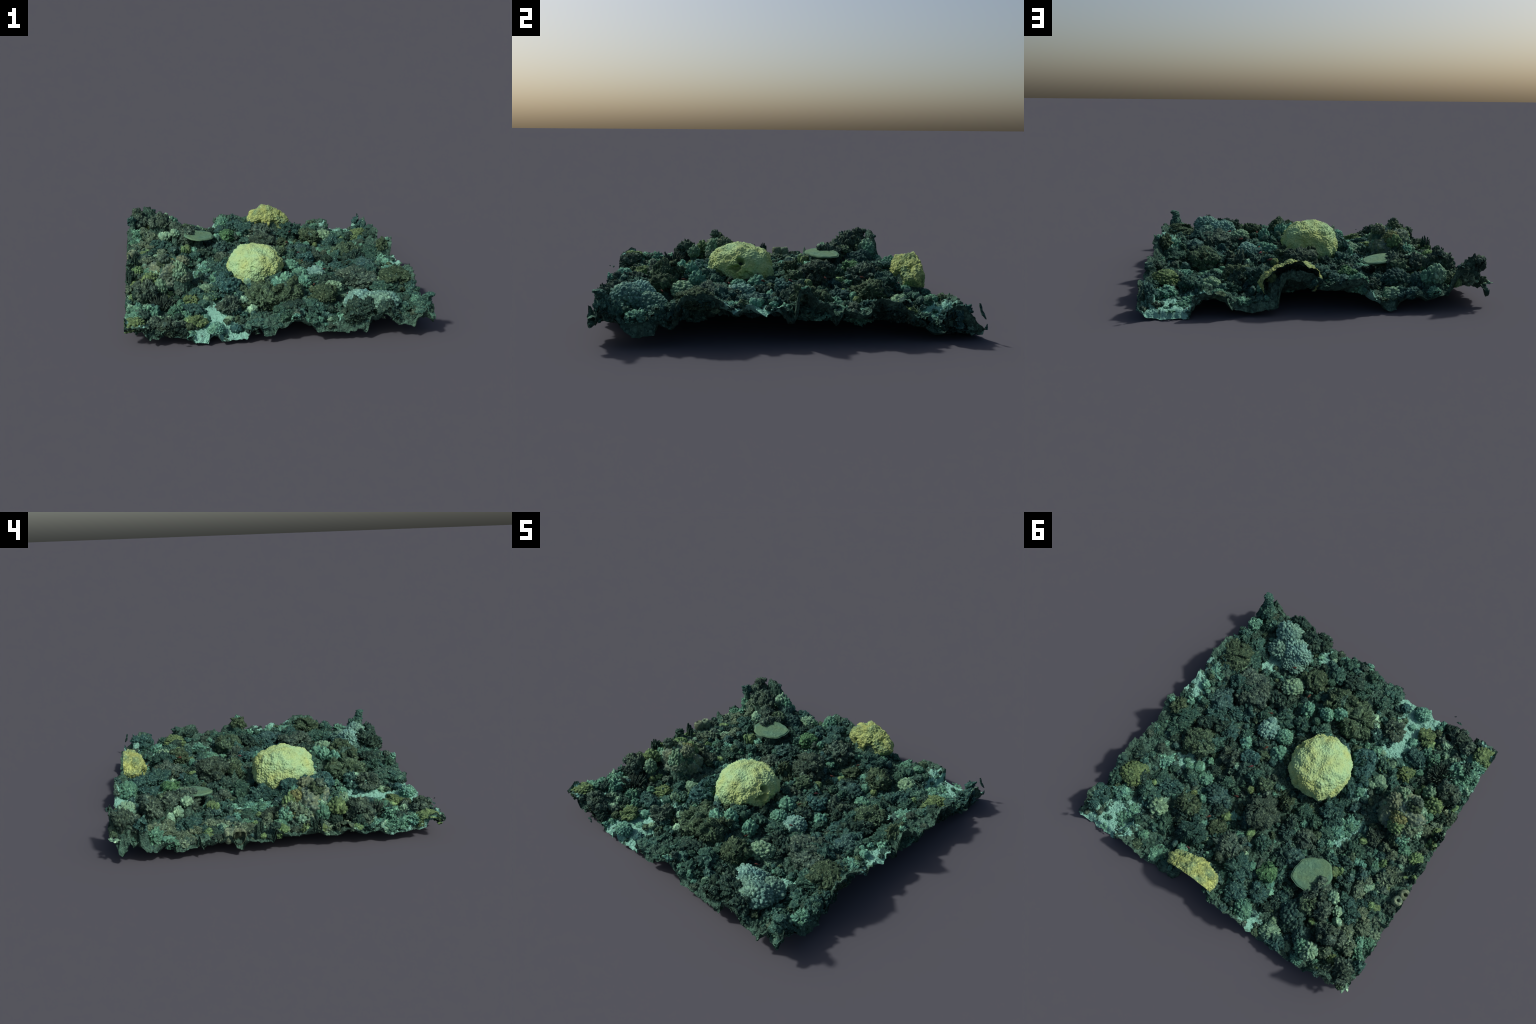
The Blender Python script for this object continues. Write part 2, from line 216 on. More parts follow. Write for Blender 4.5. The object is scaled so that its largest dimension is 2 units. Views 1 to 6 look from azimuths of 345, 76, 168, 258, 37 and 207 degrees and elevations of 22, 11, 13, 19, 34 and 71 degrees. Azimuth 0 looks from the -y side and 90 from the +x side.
class Tree:
    def __init__(self, name):
        self.mat = bpy.data.materials.new(name)
        self.mat.use_nodes = True
        self.nt = self.mat.node_tree
        self.bsdf = self.nt.nodes['Principled BSDF']
    def new(self, kind, **kw):
        n = self.nt.nodes.new(kind)
        for k, v in kw.items():
            if k.startswith('_'):
                setattr(n, k[1:], v)
            else:
                n.inputs[k.replace('0', ' ')].default_value = v
        return n
    def link(self, a, b):
        self.nt.links.new(a, b)
    def math(self, op, a, b=None):
        n = self.new('ShaderNodeMath', _operation=op)
        for s, v in zip(n.inputs, (a, b)):
            if v is None: continue
            if isinstance(v, (int, float)): s.default_value = v
            else: self.link(v, s)
        return n.outputs[0]
    def mix(self, fac, a, b, mode='MIX'):
        n = self.new('ShaderNodeMix', _data_type='RGBA', _blend_type=mode)
        for s, v in ((n.inputs[0], fac), (n.inputs[6], a), (n.inputs[7], b)):
            if isinstance(v, (int, float)): s.default_value = v
            elif isinstance(v, tuple): s.default_value = (*v, 1) if len(v) == 3 else v
            else: self.link(v, s)
        return n.outputs[2]
    def ramp(self, fac, stops):
        n = self.new('ShaderNodeValToRGB')
        e = n.color_ramp.elements
        while len(e) < len(stops): e.new(.5)
        for el, (pos, v) in zip(e, stops):
            el.position = pos; el.color = (v, v, v, 1)
        self.link(fac, n.inputs[0])
        return n.outputs[0]
    def noise(self, vec, scale, detail=3, rough=.55):
        n = self.new('ShaderNodeTexNoise', Scale=scale, Detail=detail, Roughness=rough)
        self.link(vec, n.inputs['Vector'])
        return n.outputs['Fac']
    def voronoi(self, vec, scale, out='Distance'):
        n = self.new('ShaderNodeTexVoronoi', Scale=scale)
        self.link(vec, n.inputs['Vector'])
        return n.outputs[out]
    def bump(self, height, strength, distance):
        n = self.new('ShaderNodeBump', Strength=strength, Distance=distance)
        self.link(height, n.inputs['Height'])
        self.link(n.outputs[0], self.bsdf.inputs['Normal'])

def scaled(c, f):
    return tuple(v * f for v in c)

def material(hue, style='coral'):
    key = hue + '_' + style
    if key in MATS: return MATS[key]
    t = Tree(key); c = HUES[hue]
    co = t.new('ShaderNodeTexCoord').outputs['Object']
    rnd = t.new('ShaderNodeObjectInfo').outputs['Random']
    shift = t.new('ShaderNodeVectorMath', _operation='ADD')
    t.link(co, shift.inputs[0])
    comb = t.new('ShaderNodeCombineXYZ')
    t.link(t.math('MULTIPLY', rnd, 7.0), comb.inputs[0]); t.link(t.math('MULTIPLY', rnd, 3.0), comb.inputs[1])
    t.link(comb.outputs[0], shift.inputs[1])
    v = shift.outputs[0]
    broad = t.ramp(t.noise(v, 14, 3), ((.36, 0), (.66, 1)))
    other = (c[0] * .80, c[1] * .95, c[2] * 1.06) if style != 'boulder' else (c[0] * .55, c[1] * .80, c[2] * 1.25)
    warm = (c[0] * 1.08, c[1] * 1.04, c[2] * .92)
    col = t.mix(broad, warm, other)
    # random tone per branch tip or polyp cluster; dim teal ones imitate gap shade
    rough = {'coral': 1.0, 'lobes': .8}.get(style, .6 if style == 'boulder' else .2)
    tone = t.new('ShaderNodeSeparateColor')
    t.link(t.voronoi(v, 135 if style == 'coral' else 100, 'Color'), tone.inputs[0])
    light = t.ramp(tone.outputs[0], ((.55, 0), (.93, 1)))
    shade_fleck = t.ramp(tone.outputs[1], ((.45, 0), (.9, 1)))
    col = t.mix(t.math('MULTIPLY', light, .85 * rough), col, (c[0] * 2.2 + .055, c[1] * 2.2 + .065, c[2] * 2.0 + .04))
    col = t.mix(t.math('MULTIPLY', shade_fleck, .75 * rough), col, (c[0] * .26, c[1] * .36, c[2] * .42))
    grain = t.ramp(t.noise(v, 230, 2, .6), ((.34, 0), (.68, 1)))
    col = t.mix(t.math('MULTIPLY', grain, .3), col, scaled(c, 1.4))
    val = t.math('ADD', t.math('MULTIPLY', rnd, .45), .80)
    hsv = t.new('ShaderNodeHueSaturation')
    t.link(col, hsv.inputs['Color']); t.link(val, hsv.inputs['Value'])
    t.link(t.math('ADD', t.math('MULTIPLY', rnd, .024), .488), hsv.inputs['Hue'])
    t.link(hsv.outputs[0], t.bsdf.inputs['Base Color'])
    t.bsdf.inputs['Roughness'].default_value = .85
    t.bsdf.inputs['Specular IOR Level'].default_value = .15
    fine = t.math('SUBTRACT', t.noise(v, 240, 3, .65), t.math('MULTIPLY', t.voronoi(v, 170), .8 * rough))
    t.bump(fine, .5 + .5 * rough, .006)
    MATS[key] = t.mat
    return t.mat

def boulder_material():
    """big pale yellow-green boulder: mint on the flat top, gold on one flank, small dark pocks"""
    t = Tree('boulder_coral_skin')
    co = t.new('ShaderNodeTexCoord').outputs['Object']
    c = HUES['dome']
    n1 = t.ramp(t.noise(co, 7, 3), ((.38, 0), (.64, 1)))
    col = t.mix(n1, (c[0] * .82, c[1] * 1.0, c[2] * 1.2), (c[0] * 1.04, c[1] * .88, c[2] * .62))
    g = t.ramp(t.noise(co, 120, 3), ((.3, 0), (.7, 1)))
    col = t.mix(t.math('MULTIPLY', g, .5), col, scaled(c, 1.3))
    mottle = t.ramp(t.noise(co, 21, 4, .6), ((.5, 0), (.68, 1)))
    col = t.mix(t.math('MULTIPLY', mottle, .4), col, (.235, .310, .120))
    pock = t.ramp(t.noise(co, 38, 2), ((.27, 1), (.36, 0)))
    col = t.mix(t.math('MULTIPLY', pock, .6), col, (.12, .17, .08))
    t.link(col, t.bsdf.inputs['Base Color'])
    t.bsdf.inputs['Roughness'].default_value = .85
    t.bsdf.inputs['Specular IOR Level'].default_value = .15
    t.bump(t.noise(co, 230, 2), .5, .003)
    return t.mat

def crust_material():
    t = Tree('reef_crust')
    co = t.new('ShaderNodeTexCoord').outputs['Object']
    flat = t.new('ShaderNodeVectorMath', _operation='MULTIPLY'); flat.inputs[1].default_value = (1, 1, 0)
    t.link(co, flat.inputs[0])
    near = None
    for x, y, r in SAND:
        d = t.new('ShaderNodeVectorMath', _operation='DISTANCE'); d.inputs[1].default_value = (x, y, 0)
        t.link(flat.outputs[0], d.inputs[0])
        q = t.math('DIVIDE', d.outputs['Value'], r)
        near = q if near is None else t.math('MINIMUM', near, q)
    edge = t.math('ADD', near, t.math('MULTIPLY', t.math('SUBTRACT', t.noise(co, 26, 5, .65), .5), 2.2))
    sand = t.ramp(edge, ((.85, 1), (1.2, 0)))
    broad = t.ramp(t.noise(co, 9, 4), ((.35, 0), (.66, 1)))
    rock = t.mix(broad, (.022, .066, .056), (.040, .078, .055))  # rock tone sunk dark and bluish, copying the shade baked into crevices
    patch = t.ramp(t.noise(co, 28, 3), ((.5, 0), (.62, 1)))
    rock = t.mix(t.math('MULTIPLY', patch, .65), rock, (.100, .225, .160))
    grain = t.ramp(t.noise(co, 150, 3, .65), ((.35, 0), (.68, 1)))
    rock = t.mix(t.math('MULTIPLY', grain, .5), rock, (.085, .170, .125))
    tone = t.new('ShaderNodeSeparateColor')
    t.link(t.voronoi(co, 105, 'Color'), tone.inputs[0])
    rock = t.mix(t.math('MULTIPLY', t.ramp(tone.outputs[0], ((.5, 0), (.95, 1))), .6), rock, (.110, .215, .155))
    rock = t.mix(t.math('MULTIPLY', t.ramp(tone.outputs[1], ((.4, 0), (.9, 1))), .6), rock, (.018, .040, .032))
    c = HUES['sand']
    sandc = t.mix(grain, scaled(c, .72), scaled(c, 1.02))
    sandc = t.mix(t.math('MULTIPLY', t.ramp(t.voronoi(co, 60), ((.1, 1), (.35, 0))), .5), sandc, (.12, .34, .27))
    col = t.mix(sand, rock, sandc)
    t.link(col, t.bsdf.inputs['Base Color'])
    t.bsdf.inputs['Roughness'].default_value = .9
    t.bsdf.inputs['Specular IOR Level'].default_value = .15
    t.bump(t.math('SUBTRACT', t.noise(co, 200, 3, .65), t.math('MULTIPLY', t.voronoi(co, 140), .8)), .9, .006)
    return t.mat

# ------------------------------------------------------------------ mesh helpers
ROOT = bpy.data.objects.new('coral_reef', None)
bpy.context.collection.objects.link(ROOT)
ROOT['label'] = 'square cut of teal green coral reef with boulder corals'
ROOT['category'] = 'coral reef'

def mesh_from(name, verts, faces, mat, shade=True):
    me = bpy.data.meshes.new(name)
    faces = np.asarray(faces, np.int32)
    n = faces.shape[1]
    me.vertices.add(len(verts)); me.vertices.foreach_set('co', np.asarray(verts, np.float32).ravel())
    me.loops.add(faces.size); me.loops.foreach_set('vertex_index', faces.ravel())
    me.polygons.add(len(faces))
    me.polygons.foreach_set('loop_start', np.arange(0, faces.size, n, dtype=np.int32))
    me.polygons.foreach_set('use_smooth', np.full(len(faces), shade))
    me.update(calc_edges=True); me.validate()
    if mat: me.materials.append(mat)
    return me

def place(name, me, loc=(0, 0, 0), rot=(0, 0, 0), scale=(1, 1, 1), parent=None, mat=None):
    o = bpy.data.objects.new(name, me)
    bpy.context.collection.objects.link(o)
    o.parent = parent or ROOT
    o.location = loc; o.rotation_euler = rot; o.scale = scale
    if mat is not None:
        o.material_slots[0].link = 'OBJECT'; o.material_slots[0].material = mat
    return o

LATTICE = {}
def dome_lattice(n, theta_max):
    """unit directions over a cap of the sphere on a triangular lattice, and its triangles"""
    if n not in LATTICE:
        r = np.arange(-n, n + 1)
        i, j = [a.ravel() for a in np.meshgrid(r, r, indexing='ij')]
        keep = np.abs(i + j) <= n
        idx = -np.ones((2 * n + 1, 2 * n + 1), int)
        i, j = i[keep], j[keep]
        idx[i + n, j + n] = np.arange(len(i))
        k = np.maximum(np.maximum(np.abs(i), np.abs(j)), np.abs(i + j))
        ang = np.arctan2(j * math.sqrt(3) / 2, i + j * .5)
        get = lambda a, b: np.where((abs(a) <= n) & (abs(b) <= n), idx[np.clip(a + n, 0, 2 * n), np.clip(b + n, 0, 2 * n)], -1)
        t1 = np.stack([get(i, j), get(i + 1, j), get(i, j + 1)], 1)
        t2 = np.stack([get(i + 1, j), get(i + 1, j + 1), get(i, j + 1)], 1)
        t = np.concatenate([t1, t2]); t = t[(t >= 0).all(1)]
        LATTICE[n] = (k / n, ang, t)
    k, ang, t = LATTICE[n]
    th = k * theta_max
    return np.stack([np.sin(th) * np.cos(ang), np.sin(th) * np.sin(ang), np.cos(th)], 1), t, k

STEP = .00188
def rings(r):
    return int(max(9, min(90, r / STEP)))

def branching_mesh(r, seed, knob=.0092, amp=.0125, squash=.8, lump=.24, wild=.34):
    """dense head of short branch tips gathered in sub-heads"""
    if seed % 3 == 0: wild, lump = wild * 1.7, lump * 1.6        # some heads grow as ragged thickets
    d, t, k = dome_lattice(rings(r), math.radians(118))
    p = d * r
    rad = r * (.84 + wild * fbm(d * 1.6 + seed * 1.7, 3, seed))
    f1, f2, ident = cells(p / (r * .42) + seed * 3.1, seed)
    rad = rad + r * lump * (.7 - f1) * (.5 + ident)
    f1, f2, ident = cells(p / knob + seed, seed + 5)
    tip = np.clip(1 - (f1 / .76) ** 1.15, 0, 1)
    rad = rad + amp * (tip * (.45 + 1.2 * ident) - .45)
    f1, f2, ident = cells(p / (knob * .52) + seed, seed + 6)
    rad = rad + amp * .4 * (.6 - f1)
    pit = smooth(.14, .4, fbm(p / (r * .28) + 9.1, 2, seed + 2))
    rad = rad - pit * r * .3
    rad = rad * (1 - .12 * smooth(.7, 1, k))
    v = d * rad[:, None]
    lean = np.stack([value_noise(d * 1.4 + seed, seed + 3), value_noise(d * 1.4 - seed, seed + 4)], 1)
    v[:, :2] += r * .28 * lean * smooth(-.2, .8, d[:, 2])[:, None]
    v[:, :2] += (.004 * np.stack([value_noise(p / .008, seed + 8), value_noise(p / .008, seed + 9)], 1))
    v[:, 2] *= squash
    return mesh_from('branching_coral', v, t, None)

def lobed_mesh(r, seed, lobe=.0185, squash=.8, amp=1.0):
    """cauliflower head of rounded lobes"""
    d, t, k = dome_lattice(rings(r), math.radians(118))
    p = d * r
    lobe = min(lobe, r * .55)
    rad = r * (.88 + .2 * fbm(d * 1.7 + seed, 2, seed))
    f1, f2, ident = cells(p / lobe + seed, seed + 5)
    gap = smooth(0, .28, f2 - f1)
    bulge = np.sqrt(np.clip(1 - (f1 / .85) ** 2, 0, 1))
    rad = rad + lobe * amp * (bulge * .6 + gap * .55 - .6) * (.7 + .6 * ident)
    f1, f2, ident = cells(p / .007, seed + 6)
    rad = rad + .0016 * (.6 - f1)
    rad = rad * (1 - .2 * smooth(.75, 1, k))
    v = d * rad[:, None]; v[:, 2] *= squash
    return mesh_from('lobed_coral', v, t, None)

def fuzzy_mesh(r, seed, squash=.85):
    return branching_mesh(r, seed, knob=.0065, amp=.006, squash=squash, lump=.10, wild=.2)

def round_mesh(r, seed, squash=.85):
    d, t, k = dome_lattice(max(14, rings(r)), math.radians(125))
    f1, f2, ident = cells(d * 2.6 + seed, seed)
    rad = r * (.90 + .3 * fbm(d * 1.6 + seed, 2, seed) + .16 * (.6 - f1)) - r * .16 * np.exp(-((k / .16) ** 2)) * (seed % 2)
    rad = rad + .003 * fbm(d * r / .007, 2, seed)
    v = d * rad[:, None]; v[:, 2] *= squash
    return mesh_from('round_coral', v, t, None)

def clip_to_cut(o):
    """slice growths that reach over the sides of the cut"""
    mw = o.matrix_basis
    co = np.empty(len(o.data.vertices) * 3, np.float32)
    o.data.vertices.foreach_get('co', co)
    w = co.reshape(-1, 3) @ np.array(mw.to_3x3()).T + np.array(mw.translation)
    if inside_distance(w[:, 0], w[:, 1]).min() > -.003 and w[:, 2].min() > .002 and inside_distance(*o.location[:2]) > .15: return
    mat = o.material_slots[0].material
    o.data = o.data.copy()
    bm = bmesh.new(); bm.from_mesh(o.data); bm.transform(mw)
    for p, q in SIDES:
        e = (q - p) / np.linalg.norm(q - p)
        bmesh.ops.bisect_plane(bm, geom=bm.verts[:] + bm.edges[:] + bm.faces[:], plane_co=(p[0], p[1], 0),
                               plane_no=(e[1], -e[0], 0), clear_outer=True)
    bmesh.ops.bisect_plane(bm, geom=bm.verts[:] + bm.edges[:] + bm.faces[:], plane_co=(0, 0, .004), plane_no=(0, 0, -1), clear_outer=True)
    x, y = o.location[:2]
    if o.name.startswith(('branching', 'lobed', 'fuzzy', 'round', 'coral_nub', 'coral_sprig')) and inside_distance(x, y) < .2:
        foot = float(ground(np.array(x), np.array(y))) - .012      # heads near a side do not hang below the crust
        bmesh.ops.bisect_plane(bm, geom=bm.verts[:] + bm.edges[:] + bm.faces[:], plane_co=(0, 0, foot), plane_no=(0, 0, -1), clear_outer=True)
    bm.transform(mw.inverted())
    empty = not bm.faces
    bm.to_mesh(o.data); bm.free()
    if empty: bpy.data.objects.remove(o)

# ------------------------------------------------------------------ corals
SIZES = (.03, .042, .058, .08, .105)
PROTO = {}
def prototype(kind, r, variants, maker):
    size = min(SIZES, key=lambda s: abs(math.log(s / r)))
    key = (kind, size, random.randrange(variants))
    if key not in PROTO:
        PROTO[key] = maker(size, 11 + 13 * len(PROTO))
        PROTO[key].materials.append(material('green'))
    return PROTO[key], r / size

ROWS = BRANCHING + FUZZY + LOBED + ROUND
ROW = np.array([(x, y, max(.045, min(.18, top - 1.15 * r))) for x, y, top, r, _ in ROWS])
def ground(x, y):
    """level of the crust between the heads: a soft minimum of their feet"""
    out = np.zeros(np.shape(x)); wsum = np.zeros(np.shape(x))
    for mx, my, l in ROW:
        w = (np.exp(-((x - mx) ** 2 + (y - my) ** 2) / (2 * .07 ** 2)) + 1e-5) * math.exp(-l / .025)
        out += w * l; wsum += w
    level = out / wsum
    for (p, q), side in zip(SIDES, ('BA', 'AD', 'DC', 'CB')):
        L = np.linalg.norm(q - p); e = (q - p) / L
        along = ((x - p[0]) * e[0] + (y - p[1]) * e[1]) / L
        depth = -(e[1] * (x - p[0]) - e[0] * (y - p[1]))
        prof = np.array(SHELF[side])
        level = np.maximum(level, np.interp(along, prof[:, 0], prof[:, 1]) * (1 - smooth(.13, .32, depth)))
    return level

def grow(rows, name, kind, maker, variants, style, squash):
    for x, y, top, r, hue in rows:
        me, s = prototype(kind, r, variants, maker)
        tall = (top - float(ground(np.array(x), np.array(y)))) / 1.3 / (r * squash)
        h = max(.9, min(1.75, tall)) * random.uniform(.96, 1.06)
        o = place(name, me, (x, y, top - r * squash * h * .94), (random.uniform(-.2, .2), random.uniform(-.2, .2), random.uniform(0, 6.28)),
                  (s * random.uniform(.92, 1.28), s * random.uniform(.92, 1.28), s * h), mat=material(hue, style))
        o.matrix_basis  # location, rotation and scale set above
        MASSES.append((x, y, top - .02, r * .8, r * squash * h, 1))
        GROWN.append(o)

MASSES, GROWN = [], []
grow(BRANCHING, 'branching_coral', 'branching', branching_mesh, 5, 'coral', .8)
grow(FUZZY, 'fuzzy_coral', 'fuzzy', fuzzy_mesh, 3, 'coral', .85)
grow(LOBED, 'lobed_coral', 'lobed', lobed_mesh, 4, 'lobes', .8)
grow(ROUND, 'round_coral', 'round', round_mesh, 4, 'lobes', .85)

# ---- big boulder coral
def trim(me, point, normal):
    """remove what lies beyond a plane (mesh coordinates)"""
    bm = bmesh.new(); bm.from_mesh(me)
    bmesh.ops.bisect_plane(bm, geom=bm.verts[:] + bm.edges[:] + bm.faces[:], plane_co=point, plane_no=normal, clear_outer=True)
    bm.to_mesh(me); bm.free()

def boulder(name, spec, seed, mat, theta=128, pebble=.0095, amp=.0042, dents=(), lumps=.05, n=150):
    d, t, k = dome_lattice(n, math.radians(theta))
    rx, ry, rz = spec['r']
    flat = np.abs(d[:, 2]) ** .85 * np.sign(d[:, 2])
    v = np.stack([d[:, 0] * rx, d[:, 1] * ry, flat * rz], 1)
    grow_ = 1 + lumps * 1.3 * fbm(d * 1.5 + seed, 3, seed)
    f1, f2, ident = cells(v / .05, seed + 1)
    grow_ += lumps * .6 * (.6 - f1)
    for direction, width, depth in dents:
        c = np.array(direction) / np.linalg.norm(direction)
        a = np.arccos(np.clip(d @ c, -1, 1)) * (1 + .8 * fbm(d * 6, 3, seed + 4))
        grow_ -= depth * (1 - smooth(width * .45, width, a))
    v = v * grow_[:, None]
    f1, f2, ident = cells(v / pebble, seed + 2)
    v = v + d * (amp * (np.clip(1 - f1 / .75, 0, 1) * (.5 + ident) - .4))[:, None]
    v = v * (1 - .12 * smooth(.8, 1, k))[:, None]
    me = mesh_from(name, v, t, mat)
    o = place(name, me, (*spec['c'], spec['top'] - rz))
    MASSES.append((*spec['c'], spec['top'] - .06, rx * .8, rz * .8, ry / rx))
    return o

dome = boulder('boulder_coral', DOME, 3, boulder_material(), n=175, lumps=.15, pebble=.0105, amp=.0062,
               dents=(((.80, -.14, .44), .17, .42), ((.85, -.30, .2), .15, .3), ((.62, -.68, -.25), .4, .22), ((.9, -.05, -.2), .35, .16), ((-.3, -.8, .35), .09, .06), ((-.75, -.45, .3), .08, .05),
                      ((.1, .95, .35), .7, .05), ((-.8, .5, .5), .6, .04), ((.4, -.7, .7), .5, .04)))
GROWN.append(dome)
arch = boulder('boulder_coral', ARCH, 8, material('gold', 'boulder'), theta=98, pebble=.0125, amp=.0075, lumps=.26, n=110,
               dents=(((-.55, -.75, .1), .3, .3), ((.3, -.95, -.1), .5, .35)))
trim(arch.data, (0, .042, 0), (.09, 1, 0))           # the cut runs through this one and opens it
GROWN.append(arch)
lining = place('coral_underside', arch.data.copy(), arch.location, (0, 0, 0), (.95, .95, .945))  # added dark inner shell, standing in for the shade inside the arch
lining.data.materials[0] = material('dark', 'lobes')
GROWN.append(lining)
# ---- weathered rock tower with ochre and pale growth
rock = boulder('rock_tower', ROCK, 21, material('tan', 'boulder'), theta=120, pebble=.02, amp=.014, lumps=.34, n=90)
GROWN.append(rock)
for x, y, top, r, hue in ((-.707, -.168, .297, .03, 'taupe'), (-.70, -.15, .275, .045, 'olive'), (-.586, -.129, .267, .045, 'tan'),
                          (-.655, -.065, .225, .055, 'ochre'), (-.735, -.09, .2, .05, 'pale'), (-.755, -.16, .19, .05, 'pale'), (-.72, -.02, .16, .045, 'ochre'),
                          (-.78, -.06, .14, .04, 'pale'), (-.70, .04, .13, .04, 'olive'), (-.60, -.2, .2, .05, 'tan')):
    me, s = prototype('lobed', r, 4, lobed_mesh)
    o = place('rock_knob', me, (x, y, top - r), (0, 0, random.uniform(0, 6)), (s, s, s * 1.3), mat=material(hue, 'lobes'))
    GROWN.append(o); MASSES.append((x, y, top - .02, r * .8, r, 1))

# ---- plate coral
def plate_mesh():
    n = 46
    d, t, k = dome_lattice(n, 1.0)
    ang = np.arctan2(d[:, 1], d[:, 0])
    outline = .112 * (1 + .05 * np.sin(2 * ang + .6) + .035 * np.sin(5 * ang + 1) + .015 * np.sin(11 * ang))
    x, y = outline * k * np.cos(ang), outline * k * np.sin(ang) * .88
    top = .006 - .008 * smooth(.92, 1, k) + .0025 * fbm(np.stack([x, y, x * 0], 1) / .02, 3, 5)
    low = -.010 * smooth(0, .2, 1 - k) - .03 * smooth(.2, .9, 1 - k) + .001
    v = np.concatenate([np.stack([x, y, top], 1), np.stack([x, y, low], 1)])
    return mesh_from('plate_coral', v, np.concatenate([t, t[:, ::-1] + len(x)]), material('plate', 'plain'))
plate = place('plate_coral', plate_mesh(), (-.382, .468, .176), (math.radians(4), math.radians(5), .5))
MASSES.append((-.39, .48, .14, .04, .06, 1))

# ---- barrel sponges: hollow, round-lipped
def barrel_mesh(r, h):
    prof = [(r * .55, 0), (r * .9, h * .3), (r, h * .62), (r * .93, h * .88), (r * .72, h), (r * .42, h * .99), (r * .3, h * .9), (r * .24, h * .6), (.001, h * .55)]
    n = 40
    v, f = [], []
    for a in range(n):
        th = a * 2 * math.pi / n
        w = 1 + .03 * math.sin(3 * th)
        v += [(p * w * math.cos(th), p * w * math.sin(th), z) for p, z in prof]
    m = len(prof)
    for a in range(n):
        b = (a + 1) % n
        f += [(a * m + i, b * m + i, b * m + i + 1, a * m + i + 1) for i in range(m - 1)]
    return mesh_from('barrel_sponge', v, f, material('tan', 'lobes'))
for x, y, top, r in ((-.857, .357, .138, .03), (-.878, .303, .138, .034)):
    GROWN.append(place('barrel_sponge', barrel_mesh(r, .075), (x, y, top - .075), (random.uniform(-.15, .15), -.15, 0)))

# ---- fingers: bundles of tapered upright branches
def finger_mesh(name, count, spread, length, thick, seed, mat, splay=.6):
    rng = np.random.default_rng(seed)
    v, f = [], []
    for _ in range(count):
        a, q = rng.uniform(0, 6.28), math.sqrt(rng.uniform(0, 1))
        base = np.array((math.cos(a), math.sin(a), 0)) * q * spread * .5
        lean = np.array((math.cos(a) * q * splay, math.sin(a) * q * splay, 1.0)); lean /= np.linalg.norm(lean)
        L = length * rng.uniform(.65, 1.1) * (1 - .25 * q)
        side = np.cross(lean, (0, 1, .1)); side /= np.linalg.norm(side); up = np.cross(lean, side)
        b0 = len(v)
        for s, w in ((0, 1), (.35, .95), (.7, .8), (.92, .55), (1, .12)):
            wob = rng.normal(0, thick * .2, 3)
            for m in range(7):
                g = m * 6.283 / 7
                v.append(base + lean * L * s + wob + (side * math.cos(g) + up * math.sin(g)) * thick * w)
        for s in range(4):
            for m in range(7):
                n2 = (m + 1) % 7
                f.append((b0 + s * 7 + m, b0 + s * 7 + n2, b0 + s * 7 + 7 + n2, b0 + s * 7 + 7 + m))
    return mesh_from(name, np.array(v), f, mat)
FINGERS = [(-.761, -.446, .165, 60, .1, .085, .0045, 'spine', .9), (-.491, .385, .147, 9, .055, .06, .010, 'lime', .25),
           (-.44, -.348, .11, 26, .05, .05, .0055, 'lime', 1.3), (-.889, .207, .17, 9, .03, .075, .007, 'dark', .1),
           (-.851, .184, .17, 6, .02, .07, .006, 'dark', .1), (-.912, -.092, .188, 22, .045, .09, .008, 'dark', .15),
           (.02, .15, .15, 30, .07, .06, .006, 'olive', 1.0), (-.90, -.03, .14, 10, .03, .05, .006, 'lime', .3), (-.93, .1, .12, 9, .03, .04, .007, 'lime', .5)]
for x, y, top, count, spread, length, thick, hue, splay in FINGERS:
    GROWN.append(place('finger_coral', finger_mesh('finger_coral', count, spread, length, thick, int(1000 * abs(x + y)), material(hue), splay), (x, y, top - length)))

# ---- knobbly stalk on the far corner
def tube(name, path, radii, mat, seed, rough=.35, sides=20, seg=60):
    path = np.array(path, float)
    u = np.linspace(0, len(path) - 1, seg)
    i = np.minimum(u.astype(int), len(path) - 2); w = (u - i)[:, None]; w = w * w * (3 - 2 * w)
    c = path[i] * (1 - w) + path[i + 1] * w
    rr = np.interp(u, np.arange(len(path)), radii)
    a = np.linspace(0, 2 * np.pi, sides, endpoint=False)
    ring = np.stack([np.cos(a), np.sin(a), 0 * a], 1)
    v = (c[:, None, :] + ring[None] * rr[:, None, None])
    flatv = v.reshape(-1, 3)
    nrm = np.tile(ring, (seg, 1))
    f1, f2, ident = cells(flatv / .011, seed)
    flatv = flatv + nrm * (rough * np.repeat(rr, sides) * (.9 - 1.3 * f1))[:, None]
    f = [(s * sides + m, s * sides + (m + 1) % sides, (s + 1) * sides + (m + 1) % sides, (s + 1) * sides + m) for s in range(seg - 1) for m in range(sides)]
    return mesh_from(name, flatv, f, mat)
stalk = place('coral_stalk', tube('coral_stalk', [(.68, -.885, .13), (.685, -.89, .18), (.692, -.898, .215), (.695, -.905, .238), (.705, -.917, .252), (.709, -.921, .262), (.71, -.922, .266)],
                                  (.04, .026, .019, .021, .024, .017, .0005), material('green'), 4, rough=.8))

# ---- loose fragments floating just off the torn sides
for pts, rad in (([(.96, .789, .168), (.967, .794, .135), (.978, .80, .115), (.988, .807, .099)], (.004, .006, .007, .002)),
                 ([(.985, .81, .05), (.99, .812, .065), (.992, .812, .078)], (.008, .005, .002)),
                 ([(-.70, -.83, .075), (-.715, -.827, .082), (-.73, -.825, .08)], (.003, .007, .003)),
                 ([(-.672, -.85, .09), (-.676, -.85, .094)], (.004, .004))):
    place('loose_fragment', tube('loose_fragment', pts, rad, material('teal'), 9, rough=.6, sides=10, seg=20))

